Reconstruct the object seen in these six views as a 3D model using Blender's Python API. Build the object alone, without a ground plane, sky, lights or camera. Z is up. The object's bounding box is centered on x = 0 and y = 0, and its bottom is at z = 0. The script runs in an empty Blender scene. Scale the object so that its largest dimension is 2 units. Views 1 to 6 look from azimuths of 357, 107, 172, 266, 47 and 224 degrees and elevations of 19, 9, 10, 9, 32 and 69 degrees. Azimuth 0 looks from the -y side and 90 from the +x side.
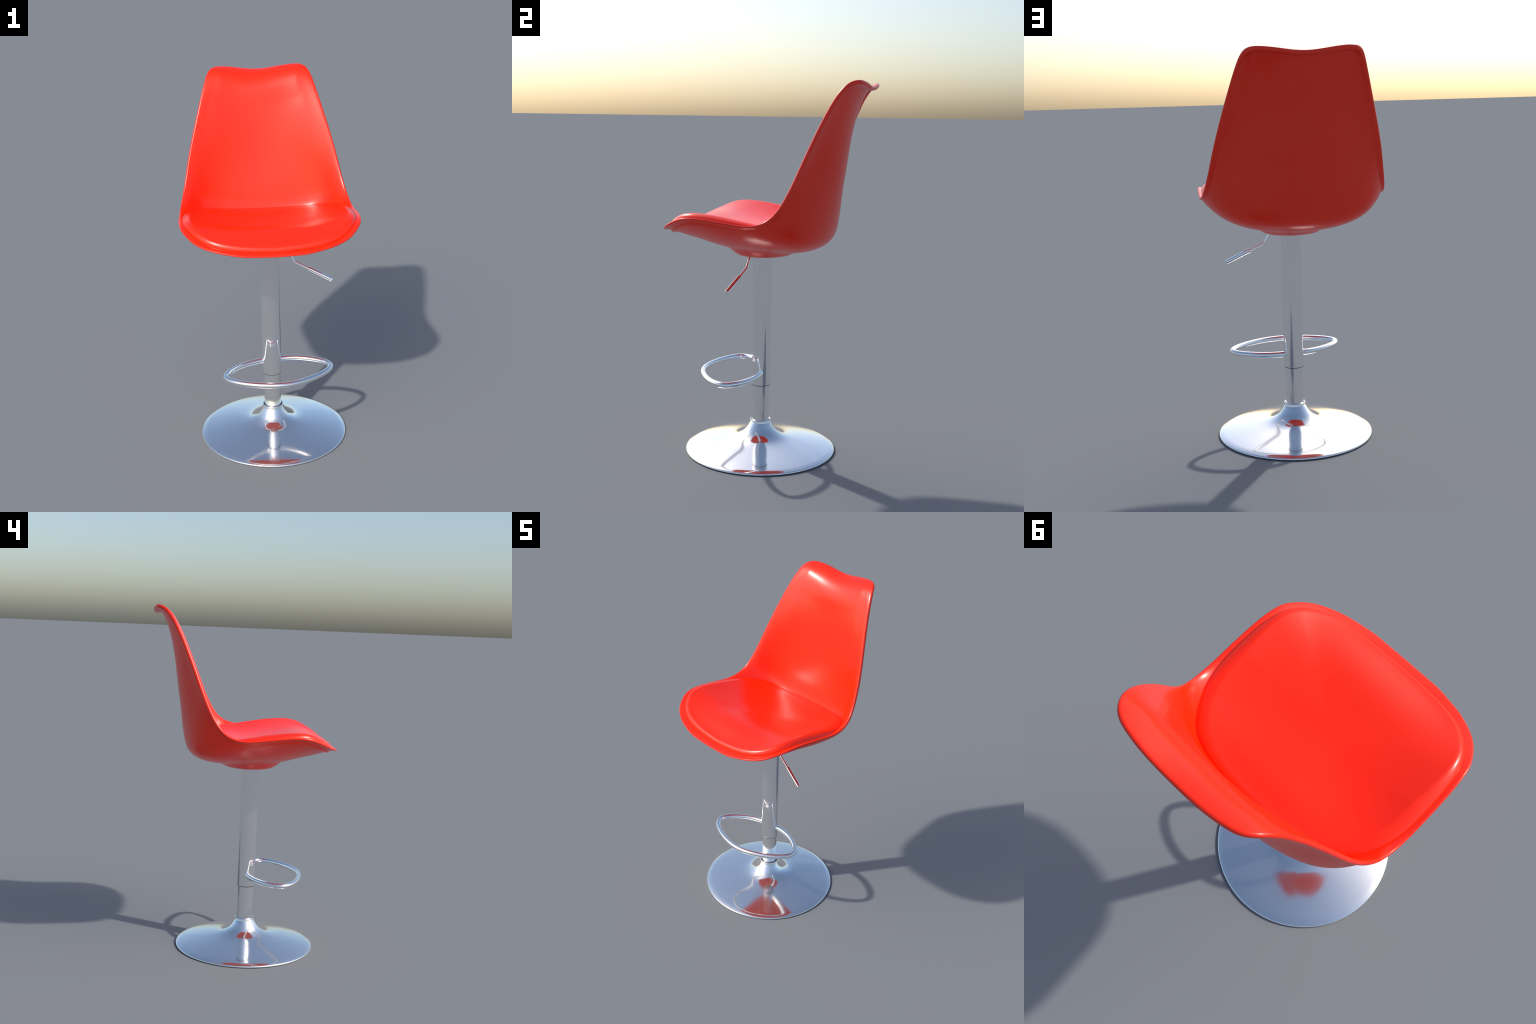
import bpy, bmesh, math
import numpy as np
from mathutils import Vector

# =====================================================================
# Bar stool: red moulded bucket shell with seat pad, chrome pedestal.
# The stool looks towards -y and is symmetric in x; the pedestal axis
# stands at (AXIS_X, AXIS_Y).
# =====================================================================
AXIS_X, AXIS_Y = 0.0012, -0.0482

# ------------------------------------------------------------ materials
def principled(name):
    m = bpy.data.materials.new(name)
    m.use_nodes = True
    nt = m.node_tree
    return m, nt, nt.nodes["Principled BSDF"]

def make_plastic(name, colour, rough, bump):
    m, nt, b = principled(name)
    tc = nt.nodes.new("ShaderNodeTexCoord")
    n = nt.nodes.new("ShaderNodeTexNoise")
    n.inputs["Scale"].default_value = 2.2
    n.inputs["Detail"].default_value = 2.0
    nt.links.new(tc.outputs["Object"], n.inputs["Vector"])
    ramp = nt.nodes.new("ShaderNodeValToRGB")
    ramp.color_ramp.elements[0].position = 0.3
    ramp.color_ramp.elements[1].position = 0.7
    ramp.color_ramp.elements[0].color = [c * 0.985 for c in colour] + [1]
    ramp.color_ramp.elements[1].color = list(colour) + [1]
    nt.links.new(n.outputs["Fac"], ramp.inputs["Fac"])
    nt.links.new(ramp.outputs["Color"], b.inputs["Base Color"])
    b.inputs["Roughness"].default_value = rough
    b.inputs["IOR"].default_value = 1.5
    if bump > 0:
        f = nt.nodes.new("ShaderNodeTexNoise")
        f.inputs["Scale"].default_value = 420.0
        nt.links.new(tc.outputs["Object"], f.inputs["Vector"])
        bp = nt.nodes.new("ShaderNodeBump")
        bp.inputs["Strength"].default_value = bump
        bp.inputs["Distance"].default_value = 0.0004
        nt.links.new(f.outputs["Fac"], bp.inputs["Height"])
        nt.links.new(bp.outputs["Normal"], b.inputs["Normal"])
    return m

def make_chrome(name, value, rough):
    m, nt, b = principled(name)
    tc = nt.nodes.new("ShaderNodeTexCoord")
    n = nt.nodes.new("ShaderNodeTexNoise")
    n.inputs["Scale"].default_value = 5.0
    nt.links.new(tc.outputs["Object"], n.inputs["Vector"])
    mr = nt.nodes.new("ShaderNodeMapRange")
    mr.inputs["To Min"].default_value = rough * 0.85
    mr.inputs["To Max"].default_value = rough * 1.15
    nt.links.new(n.outputs["Fac"], mr.inputs["Value"])
    nt.links.new(mr.outputs["Result"], b.inputs["Roughness"])
    b.inputs["Base Color"].default_value = (value, value, value, 1)
    b.inputs["Metallic"].default_value = 0.95
    return m

RED = (0.96, 0.022, 0.001)
MAT_SHELL = make_plastic("red_plastic", RED, 0.28, 0.0)
MAT_PAD = make_plastic("red_leatherette", RED, 0.28, 0.0)
MAT_CHROME = make_chrome("polished_chrome", 0.93, 0.10)
MAT_TUBE = make_chrome("chrome_tube", 0.93, 0.08)
MAT_BLACK = make_plastic("black_gloss", (0.02, 0.02, 0.022), 0.25, 0.0)

# ------------------------------------------------------------ helpers
def spline(points, t):
    """Natural cubic spline through points, knots by the first column."""
    P = np.array(points, float)
    k, Y = P[:, 0], P[:, 1:]
    n = len(k)
    h = np.diff(k)
    A = np.zeros((n, n)); rhs = np.zeros_like(Y)
    A[0, 0] = A[-1, -1] = 1
    for i in range(1, n - 1):
        A[i, i - 1], A[i, i], A[i, i + 1] = h[i - 1], 2 * (h[i - 1] + h[i]), h[i]
        rhs[i] = 6 * ((Y[i + 1] - Y[i]) / h[i] - (Y[i] - Y[i - 1]) / h[i - 1])
    m = np.linalg.solve(A, rhs)
    t = np.asarray(t, float)
    j = np.clip(np.searchsorted(k, t) - 1, 0, n - 2)
    a = (k[j + 1] - t)[..., None]; b = (t - k[j])[..., None]; hh = h[j][..., None]
    return (m[j] * a**3 + m[j + 1] * b**3) / (6 * hh) + (Y[j] / hh - m[j] * hh / 6) * a \
        + (Y[j + 1] / hh - m[j + 1] * hh / 6) * b

def chord_knots(P):
    P = np.array(P, float)
    return np.concatenate([[0], np.cumsum(np.linalg.norm(np.diff(P, axis=0), axis=1) ** 0.75)])

def smoothstep(x):
    x = np.clip(x, 0, 1)
    return x * x * (3 - 2 * x)

def mesh_object(name, verts, faces, mat, parent=None, smooth=True, origin=None):
    me = bpy.data.meshes.new(name)
    V = np.array(verts, float)
    if origin is not None:
        V = V - np.array(origin)
    me.from_pydata([tuple(v) for v in V], [], faces)
    me.update()
    bm = bmesh.new(); bm.from_mesh(me)
    bmesh.ops.remove_doubles(bm, verts=bm.verts, dist=1e-6)
    bmesh.ops.recalc_face_normals(bm, faces=bm.faces)
    for f in bm.faces:
        f.smooth = smooth
    bm.to_mesh(me); bm.free()
    me.materials.append(mat)
    ob = bpy.data.objects.new(name, me)
    bpy.context.scene.collection.objects.link(ob)
    if origin is not None:
        ob.location = origin
    if parent is not None:
        ob.parent = parent
    return ob

def mark_sharp(ob, deg):
    me = ob.data
    bm = bmesh.new(); bm.from_mesh(me)
    for e in bm.edges:
        if len(e.link_faces) == 2 and e.calc_face_angle(0) > math.radians(deg):
            e.smooth = False
    bm.to_mesh(me); bm.free()

def lathe(name, profile, mat, parent, seg=128, centre=(AXIS_X, AXIS_Y), sharp=None):
    """Revolve (radius, z) pairs around the pedestal axis; r = 0 closes."""
    verts, faces, rows = [], [], []
    for r, z in profile:
        if r < 1e-6:
            rows.append([len(verts)]); verts.append((0, 0, z))
        else:
            rows.append(list(range(len(verts), len(verts) + seg)))
            for i in range(seg):
                a = 2 * math.pi * i / seg
                verts.append((r * math.cos(a), r * math.sin(a), z))
    for A, B in zip(rows[:-1], rows[1:]):
        for i in range(seg):
            j = (i + 1) % seg
            if len(A) == 1 and len(B) > 1: faces.append((A[0], B[i], B[j]))
            elif len(B) == 1 and len(A) > 1: faces.append((A[i], A[j], B[0]))
            elif len(A) > 1: faces.append((A[i], A[j], B[j], B[i]))
    V = np.array(verts) + [centre[0], centre[1], 0]
    ob = mesh_object(name, V, faces, mat, parent, origin=(centre[0], centre[1], 0))
    if sharp: mark_sharp(ob, sharp)
    return ob

def tube(name, path, radii, mat, parent, seg=32, caps=True, origin=None):
    """Round bar along a path (parallel-transported frame)."""
    P = np.array(path, float)
    T = np.gradient(P, axis=0); T /= np.linalg.norm(T, axis=1)[:, None]
    ref = np.array([0, 0, 1.0]) if abs(T[0][2]) < 0.9 else np.array([0, 1.0, 0])
    U = ref - T[0] * (ref @ T[0]); U /= np.linalg.norm(U)
    verts, faces = [], []
    for i, (p, t) in enumerate(zip(P, T)):
        U = U - t * (U @ t); U /= np.linalg.norm(U)
        W = np.cross(t, U)
        for k in range(seg):
            a = 2 * math.pi * k / seg
            verts.append(p + radii[i] * (math.cos(a) * U + math.sin(a) * W))
    for i in range(len(P) - 1):
        for k in range(seg):
            l = (k + 1) % seg
            faces.append((i * seg + k, i * seg + l, (i + 1) * seg + l, (i + 1) * seg + k))
    if caps:
        faces.append(tuple(range(seg))[::-1])
        faces.append(tuple((len(P) - 1) * seg + k for k in range(seg)))
    ob = mesh_object(name, verts, faces, mat, parent, origin=origin)
    if caps: mark_sharp(ob, 40)
    return ob

def rounded_path(pts, radius, n=10):
    """Polyline with its inner corners rounded."""
    pts = [Vector(p) for p in pts]
    out = [pts[0]]
    for a, b, c in zip(pts[:-2], pts[1:-1], pts[2:]):
        r = min(radius, (a - b).length * .45, (c - b).length * .45)
        s = b + (a - b).normalized() * r; e = b + (c - b).normalized() * r
        for i in range(n + 1):
            t = i / n
            out.append(s * (1 - t)**2 + b * 2 * t * (1 - t) + e * t**2)
    out.append(pts[-1])
    return [tuple(p) for p in out]

# ------------------------------------------------------------ root
root = bpy.data.objects.new("bar_stool", None)
bpy.context.scene.collection.objects.link(root)
root["label"] = "red bucket seat bar stool on chrome pedestal with footrest"
root["category"] = "bar stool"

# =====================================================================
# SHELL
# =====================================================================
# Rim of the bucket, half outline: front centre -> side -> top centre.
RIM = [(0.000, -0.535, 1.219), (0.090, -0.5335, 1.221), (0.160, -0.530, 1.225),
       (0.228, -0.516, 1.234), (0.285, -0.500, 1.244), (0.340, -0.474, 1.257), (0.387, -0.440, 1.275),
       (0.421, -0.397, 1.295), (0.448, -0.344, 1.313), (0.461, -0.274, 1.321),
       (0.467, -0.183, 1.315), (0.469, -0.080, 1.303), (0.468, 0.020, 1.296),
       (0.459, 0.109, 1.323), (0.438, 0.177, 1.405), (0.415, 0.230, 1.519),
       (0.387, 0.277, 1.639), (0.356, 0.325, 1.757), (0.325, 0.375, 1.867),
       (0.298, 0.428, 1.953), (0.273, 0.472, 1.993), (0.234, 0.508, 2.005),
       (0.175, 0.526, 2.002), (0.119, 0.533, 1.9945), (0.060, 0.535, 1.986), (0.000, 0.535, 1.982)]
# Direction in which the rolled lip points out, at some of the rim points.
OUT = {0: (0, -1, -.25), 3: (.25, -1, -.2), 5: (.6, -.8, -.1), 7: (.9, -.4, 0), 9: (1, -.1, 0),
       12: (1, 0, .0), 14: (1, 0, .15), 16: (1, .1, .15), 18: (1, .35, .25), 19: (.8, .6, .2),
       20: (.6, .9, .1), 21: (.3, 1, 0), 23: (.05, 1, -.1), 25: (0, 1, -.1)}
# Lip size factor along the rim (the top roll is bigger).
LIP = {0: .55, 4: .6, 8: .8, 12: .8, 13: .9, 14: 1.15, 15: 1.35, 19: 1.45, 21: 1.5, 25: 1.4}

kr = chord_knots(RIM)
mirror_x = np.array([-1, 1, 1.0])
def rim_curve(t):
    """Half rim, extended past both centre points by mirror symmetry."""
    P = np.array(RIM); k = kr
    e = 4
    Pf = np.concatenate([(P[e:0:-1] * mirror_x), P, (P[-2:-2 - e:-1] * mirror_x)])
    kf = np.concatenate([-k[e:0:-1], k, 2 * k[-1] - k[-2:-2 - e:-1]])
    return spline(np.column_stack([kf, Pf]), t)
def keyed(table, t):
    ks = sorted(table)
    rows = [np.concatenate([[kr[i]], np.atleast_1d(np.array(table[i], float))]) for i in ks]
    R = np.array(rows)
    return np.stack([np.interp(t, R[:, 0], R[:, c]) for c in range(1, R.shape[1])], -1)

def lip_frame(t):
    R = rim_curve(t)
    T = rim_curve(t + 1e-3) - rim_curve(t - 1e-3)
    T /= np.linalg.norm(T, axis=1)[:, None]
    O = keyed(OUT, t)
    O -= T * (O * T).sum(1)[:, None]; O /= np.linalg.norm(O, axis=1)[:, None]
    N = np.cross(O, T)                      # towards the sitter's side
    return R, O, N, keyed(LIP, t)[:, 0]

def lip_point(t, o, n):
    """Point of the lip section; o and n may be arrays along the rim."""
    R, O, N, s = lip_frame(t)
    return R + O * (o * s)[:, None] + N * (n * s)[:, None]

# The lip in section, relative to its outermost point, in (out, towards sitter):
# a flange from the inner face up to the crest, then the roll round to the outer face.
LIP_IN = {0: (-.085, -.004), 5: (-.065, -.004), 9: (-.045, -.006), 12: (-.038, -.009), 14: (-.030, -.012),
          18: (-.030, -.011), 19: (-.032, -.012), 20: (-.036, -.017), 21: (-.043, -.018), 25: (-.050, -.019)}
CREST = (-0.0085, -0.0020)
LIP_ROLL = [(-0.0045, -0.0025), (-0.0015, -0.0050), (0.0, -0.0090), (-0.0005, -0.0130), (-0.0030, -0.0165),
            (-0.0065, -0.0180), (-0.0105, -0.0187)]
LIP_OUT = {0: (-.022, -.0190), 5: (-.020, -.0190), 9: (-.013, -.0205), 12: (-.014, -.0200), 14: (-.020, -.0150), 18: (-.021, -.0135), 19: (-.024, -.0145), 20: (-.026, -.0170),
           21: (-.029, -.0190), 25: (-.030, -.0190)}
def inner_edge(t):
    e = keyed(LIP_IN, t)
    return lip_point(t, e[:, 0], e[:, 1])
def outer_edge(t):
    e = keyed(LIP_OUT, t)
    return lip_point(t, e[:, 0], e[:, 1])
def flange(t, f):
    e = keyed(LIP_IN, t)
    c = (CREST[0] + 0.38 * (e[:, 0] - CREST[0]), CREST[1] + 0.20 * (e[:, 1] - CREST[1]))
    o = e[:, 0] * (1 - f)**2 + c[0] * 2 * f * (1 - f) + CREST[0] * f * f
    n = e[:, 1] * (1 - f)**2 + c[1] * 2 * f * (1 - f) + CREST[1] * f * f
    return lip_point(t, o, n)
LIP_RINGS = [(lambda t, f=f: flange(t, f)) for f in (.12, .25, .4, .55, .7, .85, 1.0)] \
    + [(lambda t, p=p: lip_point(t, p[0], p[1])) for p in LIP_ROLL]

# Rows of the loft: rim parameter index, outer centre line (y,z), inner centre line (y,z),
# bow of outer and inner cross-section (1 = parabola, less = flatter middle).
ROWS = [
    (5.3, (-0.515, 1.191), (-0.500, 1.224), 0.89, 1.00),
    (7.0, (-0.439, 1.180), (-0.430, 1.208), 0.89, 0.98),
    (8.3, (-0.355, 1.162), (-0.340, 1.190), 0.88, 0.95),
    (9.6, (-0.239, 1.131), (-0.230, 1.170), 0.86, 0.92),
    (11.0, (-0.056, 1.108), (-0.080, 1.155), 0.70, 0.87),
    (12.0, (0.120, 1.111), (0.060, 1.155), 0.60, 0.79),
    (12.7, (0.229, 1.126), (0.185, 1.160), 0.51, 0.69),
    (13.4, (0.311, 1.171), (0.254, 1.210), 0.43, 0.20),
    (14.1, (0.346, 1.256), (0.286, 1.310), 0.73, 0.30),
    (15.0, (0.371, 1.429), (0.316, 1.450), 1.22, 0.65),
    (16.0, (0.393, 1.577), (0.344, 1.585), 1.45, 1.10),
    (17.2, (0.412, 1.714), (0.370, 1.720), 1.55, 1.40),
    (18.5, (0.434, 1.823), (0.391, 1.825), 1.50, 1.50),
    (19.4, (0.459, 1.910), (0.414, 1.910), 1.30, 1.40),
    (20.4, (0.480, 1.946), (0.455, 1.960), 1.07, 1.20),
]
NV, NU = 180, 64                            # rows, columns per half

def idx_to_t(i):
    return np.interp(i, np.arange(len(RIM)), kr)

def patch(edge, row_col, n_col):
    """Half of a face: bowed sections hung between the rim and the
    centre line, then pulled onto the front and top edges of the rim."""
    c = np.array([r[row_col] for r in ROWS])
    kv = chord_knots(c); v = np.linspace(0, kv[-1], NV)
    M = spline(np.column_stack([kv, c]), v)
    ti = np.interp(v, kv, [idx_to_t(r[0]) for r in ROWS])
    # smooth the row assignment
    for _ in range(30):
        ti[1:-1] = (ti[:-2] + 2 * ti[1:-1] + ti[2:]) / 4
    n = np.interp(v, kv, [r[n_col] for r in ROWS])
    for _ in range(60):
        n[1:-1] = (n[:-2] + 2 * n[1:-1] + n[2:]) / 4
    S = edge(ti)
    r = np.linspace(0, 1, NU + 1)
    G = np.zeros((NV, NU + 1, 3))
    for j in range(NV):
        h = n[j] * r ** 2 + (1 - n[j]) * r ** 6
        G[j, :, 0] = S[j, 0] * r
        G[j, :, 1] = M[j, 0] + (S[j, 1] - M[j, 0]) * h
        G[j, :, 2] = M[j, 1] + (S[j, 2] - M[j, 1]) * h
    # edge corrections (Coons style), fading into the face
    for row, t_end, t_corner, reach in ((0, 0.0, ti[0], 0.13), (NV - 1, kr[-1], ti[-1], 0.16)):
        te = t_end + (t_corner - t_end) * r
        E = edge(te)
        d = np.linalg.norm(np.diff(M, axis=0), axis=1)
        s = np.concatenate([[0], np.cumsum(d)])
        s = s if row == 0 else s[-1] - s
        w = (1 - smoothstep(s / reach)) 
        D = E - G[row]
        G += w[:, None, None] * D[None]
    return G

G_out = patch(outer_edge, 1, 3)
G_in = patch(inner_edge, 2, 4)

# Mounting boss under the seat: a shallow round swelling of the outer face.
BOSS_C, BOSS_Z = (0.0, -0.043), 1.083
rho = np.hypot(G_out[..., 0] - BOSS_C[0], (G_out[..., 1] - BOSS_C[1]))
w = smoothstep((0.205 - rho) / 0.080) * (G_out[..., 2] < 1.2)
boss = BOSS_Z + 0.10 * (np.maximum(rho - 0.03, 0)) ** 2 * 4
G_out[..., 2] = G_out[..., 2] * (1 - w) + np.minimum(boss, G_out[..., 2]) * w

def build_shell():
    verts, faces = [], []
    def add(p):
        verts.append(p); return len(verts) - 1
    def full_grid(G):
        """Mirror the half grid and return vertex ids [row][-NU..NU]."""
        ids = []
        for j in range(NV):
            row = [add(G[j, i] * mirror_x) for i in range(NU, 0, -1)]
            row += [add(G[j, i] * np.array([0 if i == 0 else 1, 1, 1])) for i in range(0, NU + 1)]
            ids.append(row)
        for j in range(NV - 1):
            for i in range(2 * NU):
                faces.append((ids[j][i], ids[j][i + 1], ids[j + 1][i + 1], ids[j + 1][i]))
        return ids
    def border(ids):
        loop = ids[0][:] + [ids[j][-1] for j in range(1, NV)] \
            + ids[-1][-2::-1] + [ids[j][0] for j in range(NV - 2, 0, -1)]
        return loop
    A = full_grid(G_in); B = full_grid(G_out)
    LA, LB = border(A), border(B)
    # rim parameter of every border vertex, from the construction of the patches
    def border_t(lip_rows):
        r = np.linspace(0, 1, NU + 1)
        t0 = lip_rows[0] * r
        t1 = kr[-1] + (lip_rows[-1] - kr[-1]) * r
        half_f = list(t0)
        t = [(-x) for x in half_f[:0:-1]] + half_f + list(lip_rows[1:])
        t += list(t1[NU - 1::-1]) + [2 * kr[-1] - x for x in t1[1:]]
        t += [2 * kr[-1] - x for x in lip_rows[NV - 2:0:-1]]
        # t here runs: -corner..corner, side, top.., mirrored side (as kr_total - t)
        return t
    def rows_t(col):
        c = np.array([r[col] for r in ROWS]); kv = chord_knots(c); v = np.linspace(0, kv[-1], NV)
        ti = np.interp(v, kv, [idx_to_t(r[0]) for r in ROWS])
        for _ in range(30):
            ti[1:-1] = (ti[:-2] + 2 * ti[1:-1] + ti[2:]) / 4
        return ti
    tA = np.array(border_t(rows_t(2))); tB = np.array(border_t(rows_t(1)))
    # sweep the lip: each ring vertex blends the two borders' rim parameters
    m = len(LIP_RINGS)
    rings = [LA]
    for k, ring in enumerate(LIP_RINGS):
        f = (k + 1) / (m + 1)
        t = tA * (1 - f) + tB * f
        th = np.where(t < 0, -t, np.where(t > kr[-1], 2 * kr[-1] - t, t))
        sg = np.where((t < 0) | (t > kr[-1]), -1.0, 1.0)
        P = ring(th)
        P[:, 0] *= sg
        rings.append([add(p) for p in P])
    rings.append(LB)
    L = len(LA)
    for R0, R1 in zip(rings[:-1], rings[1:]):
        for i in range(L):
            j = (i + 1) % L
            faces.append((R0[i], R0[j], R1[j], R1[i]))
    # soften the shoulder between the inner face and the lip
    V = np.array(verts); mob = np.zeros(len(V))
    for j in range(NV):
        for i in range(2 * NU + 1):
            d = min(i, 2 * NU - i, j, NV - 1 - j)
            if d < 14:
                mob[A[j][i]] = smoothstep((14 - d) / 10)
    for k, ring in enumerate(rings[1:8]):
        mob[ring] = (1, 1, 1, .9, .7, .45, .2)[k]
    F = np.array(faces)
    E = np.concatenate([F[:, [0, 1]], F[:, [1, 2]], F[:, [2, 3]], F[:, [3, 0]]])
    E = E[(mob[E] > 0).any(1)]
    E = np.concatenate([E, E[:, ::-1]])
    deg = np.bincount(E[:, 0], minlength=len(V)).astype(float); deg[deg == 0] = 1
    for _ in range(60):
        S = np.stack([np.bincount(E[:, 0], V[E[:, 1], c], len(V)) for c in range(3)], -1) / deg[:, None]
        V += (0.5 * mob)[:, None] * (S - V)
    return [tuple(v) for v in V], faces

sv, sf = build_shell()
shell = mesh_object("seat_shell", sv, sf, MAT_SHELL, root, origin=(0, 0, 1.07))

# =====================================================================
# SEAT PAD
# =====================================================================
# Outline of the pad, half: back centre -> side -> front centre.
PAD = [(0.000, 0.268, 1.225), (0.110, 0.265, 1.227), (0.217, 0.253, 1.233), (0.322, 0.215, 1.249),
       (0.405, 0.125, 1.268), (0.442, 0.000, 1.284), (0.449, -0.120, 1.298), (0.443, -0.240, 1.309),
       (0.420, -0.335, 1.303), (0.357, -0.420, 1.273), (0.270, -0.466, 1.249), (0.160, -0.486, 1.234),
       (0.080, -0.492, 1.229), (0.000, -0.494, 1.226)]
def pad_outline(n):
    P = np.array(PAD); k = chord_knots(P); e = 3
    Pf = np.concatenate([P[e:0:-1] * mirror_x, P, P[-2:-2 - e:-1] * mirror_x])
    kf = np.concatenate([-k[e:0:-1], k, 2 * k[-1] - k[-2:-2 - e:-1]])
    t = np.linspace(0, k[-1], n + 1)
    h = spline(np.column_stack([kf, Pf]), t)
    return np.concatenate([h, (h[-2:0:-1]) * mirror_x])

# Height of the pad along its middle (y, z): plump at the front, dished behind.
PAD_RIDGE = [(-0.50, 1.255), (-0.45, 1.280), (-0.38, 1.303), (-0.30, 1.303), (-0.20, 1.285), (-0.10, 1.268),
             (0.0, 1.258), (0.10, 1.256), (0.18, 1.256), (0.26, 1.242)]
def build_pad():
    C = pad_outline(110); m = len(C)
    centre = np.array([0, -0.12, 0])
    ridge = spline(np.array(PAD_RIDGE), np.linspace(-0.5, 0.26, 200))[:, 0]
    verts, faces, rings = [], [], []
    # width of the rounded edge (as a share of the radius) and its rise, round the pad
    roll = np.interp(C[:, 1], [-0.50, -0.35, -0.10, 0.27], [0.055, 0.060, 0.120, 0.100])
    rise = 0.026 * np.interp(C[:, 1], [-0.50, -0.45, -0.37, -0.25, -0.10, 0.12], [0.95, 1.12, 1.28, 1.10, 1.05, 0.65])
    inner = 1.003 - roll
    prof = [(np.full(m, k), np.full(m, d)) for k, d in ((0.985, -0.030), (1.000, -0.016), (1.003, -0.006))]   # skirt
    for a in np.linspace(0, math.pi / 2, 16):                         # rounded edge
        prof.append((1.003 - roll * (1 - math.cos(a)), rise * math.sin(a)))
    for k in np.linspace(0.985, 0.03, 50):                            # top
        prof.append((inner * k, rise))
    for sc, lift in prof:
        P = centre + (C - centre) * np.stack([sc, sc, 0 * sc], -1)
        zr = np.interp(P[:, 1], np.linspace(-0.5, 0.26, 200), ridge)
        f = np.clip(sc / inner, 0, 1) ** (5.0 - 2.8 * (C[:, 0] / 0.45) ** 2)
        P[:, 2] = zr * (1 - f) + (C[:, 2] + lift) * f
        rings.append(list(range(len(verts), len(verts) + m)))
        verts += [tuple(p) for p in P]
    for R0, R1 in zip(rings[:-1], rings[1:]):
        for i in range(m):
            j = (i + 1) % m
            faces.append((R0[i], R0[j], R1[j], R1[i]))
    zc = float(np.interp(centre[1], np.linspace(-0.5, 0.26, 200), ridge))
    verts.append((0, centre[1], zc)); c = len(verts) - 1
    for i in range(m):
        faces.append((rings[-1][i], rings[-1][(i + 1) % m], c))
    verts.append((0, centre[1], 1.215)); c = len(verts) - 1
    for i in range(m):
        faces.append((rings[0][(i + 1) % m], rings[0][i], c))
    return verts, faces

pv, pf = build_pad()
pad = mesh_object("seat_pad", pv, pf, MAT_PAD, root, origin=(0, 0, 1.22))

# =====================================================================
# PEDESTAL
# =====================================================================
foot_top = [(0.4090, 0.0090), (0.400, 0.0130), (0.392, 0.0161), (0.385, 0.0184), (0.370, 0.0222), (0.340, 0.0290), (0.300, 0.0372),
            (0.250, 0.0468), (0.200, 0.0561), (0.180, 0.0602), (0.160, 0.0650), (0.140, 0.0714), (0.128, 0.0766), (0.116, 0.0834),
            (0.107, 0.0894), (0.0935, 0.1005), (0.082, 0.1140), (0.072, 0.1285), (0.0632, 0.1430), (0.0580, 0.1515)]
k = chord_knots(foot_top)
dense = spline(np.column_stack([k, foot_top]), np.linspace(0, k[-1], 90))
foot_profile = [(0.0, 0.004), (0.380, 0.004), (0.400, 0.0), (0.4085, 0.0), (0.4108, 0.001), (0.4115, 0.0035), (0.4105, 0.0062)] + [tuple(p) for p in dense]
# small rolled collar at the neck
foot_profile += [(0.0563, 0.1535), (0.0561, 0.1555), (0.0570, 0.1575), (0.0575, 0.1605), (0.0573, 0.1640), (0.0562, 0.1668),
                 (0.0545, 0.1680), (0.0525, 0.1674), (0.0508, 0.1650), (0.0498, 0.1600), (0.0488, 0.150), (0.0488, 0.120), (0.0, 0.120)]
base = lathe("pedestal_base", foot_profile, MAT_CHROME, root, seg=192)

inner = lathe("gas_lift_column", [(0, 0.125), (0.0470, 0.125), (0.0470, 0.420), (0, 0.420)], MAT_TUBE, root, sharp=40)
sleeve = lathe("column_sleeve", [(0, 0.372), (0.0474, 0.372), (0.0474, 0.3675), (0.0518, 0.3675), (0.0525, 0.3680), (0.0527, 0.3690), (0.0527, 0.3705), (0.0527, 1.090), (0.0527, 1.095), (0, 1.095)],
               MAT_TUBE, root, sharp=35)

dark_ring = lathe("sleeve_dark_ring", [(0.0471, 0.3640), (0.0505, 0.3640), (0.0518, 0.3646), (0.0522, 0.3655), (0.0518, 0.3674), (0.0471, 0.3674)],
             MAT_BLACK, root, sharp=60)  # thin glossy black ring that draws the dark line below the sleeve

# ------------------------------------------------------------ footrest
RING_YAW, RING_Z, RING_R = 0.155, 0.4365, 0.0157
RING = [(0.045, 0.006), (0.085, 0.003), (0.170, -0.023), (0.238, -0.066), (0.278, -0.108), (0.292, -0.152),
        (0.272, -0.195), (0.222, -0.240), (0.150, -0.280), (0.070, -0.308), (0.0, -0.317)]
full = [(p[0], p[1]) for p in RING] + [(-p[0], p[1]) for p in RING[-2::-1]]
kf = chord_knots(full)
rp = spline(np.column_stack([kf, full]), np.linspace(0, kf[-1], 160))
cs, sn = math.cos(RING_YAW), math.sin(RING_YAW)
ring_path = [(AXIS_X + 0.004 + cs * x - sn * y, AXIS_Y + sn * x + cs * y, RING_Z) for x, y in rp]
footrest = tube("footrest_ring", ring_path, [RING_R] * len(ring_path), MAT_TUBE, root, seg=40, caps=True,
                origin=(AXIS_X, AXIS_Y, RING_Z))

# ------------------------------------------------------------ lever
L_TOP, L_BEND = (0.098, -0.0860, 1.094), (0.1320, -0.0918, 1.0305)
L_STEP, L_TIP = (0.2085, -0.1055, 0.9922), (0.3340, -0.1325, 0.9295)
rod_path = rounded_path([L_TOP, L_BEND, tuple(Vector(L_STEP).lerp(Vector(L_TIP), 0.1))], 0.012)
lever = tube("height_lever", rod_path, [0.0066] * len(rod_path), MAT_TUBE, root, seg=24, origin=L_TOP)
h0, h1 = Vector(L_STEP), Vector(L_TIP)
grip_path = [tuple(h0.lerp(h1, t)) for t in (0, 0.008, 0.016, 0.976, 0.988, 1.0)]
grip = tube("lever_grip", grip_path, [0.0111, 0.0121, 0.0121, 0.0121, 0.0121, 0.0112], MAT_TUBE, lever, seg=28)
grip.location = -Vector(L_TOP)          # its mesh is in stool coordinates
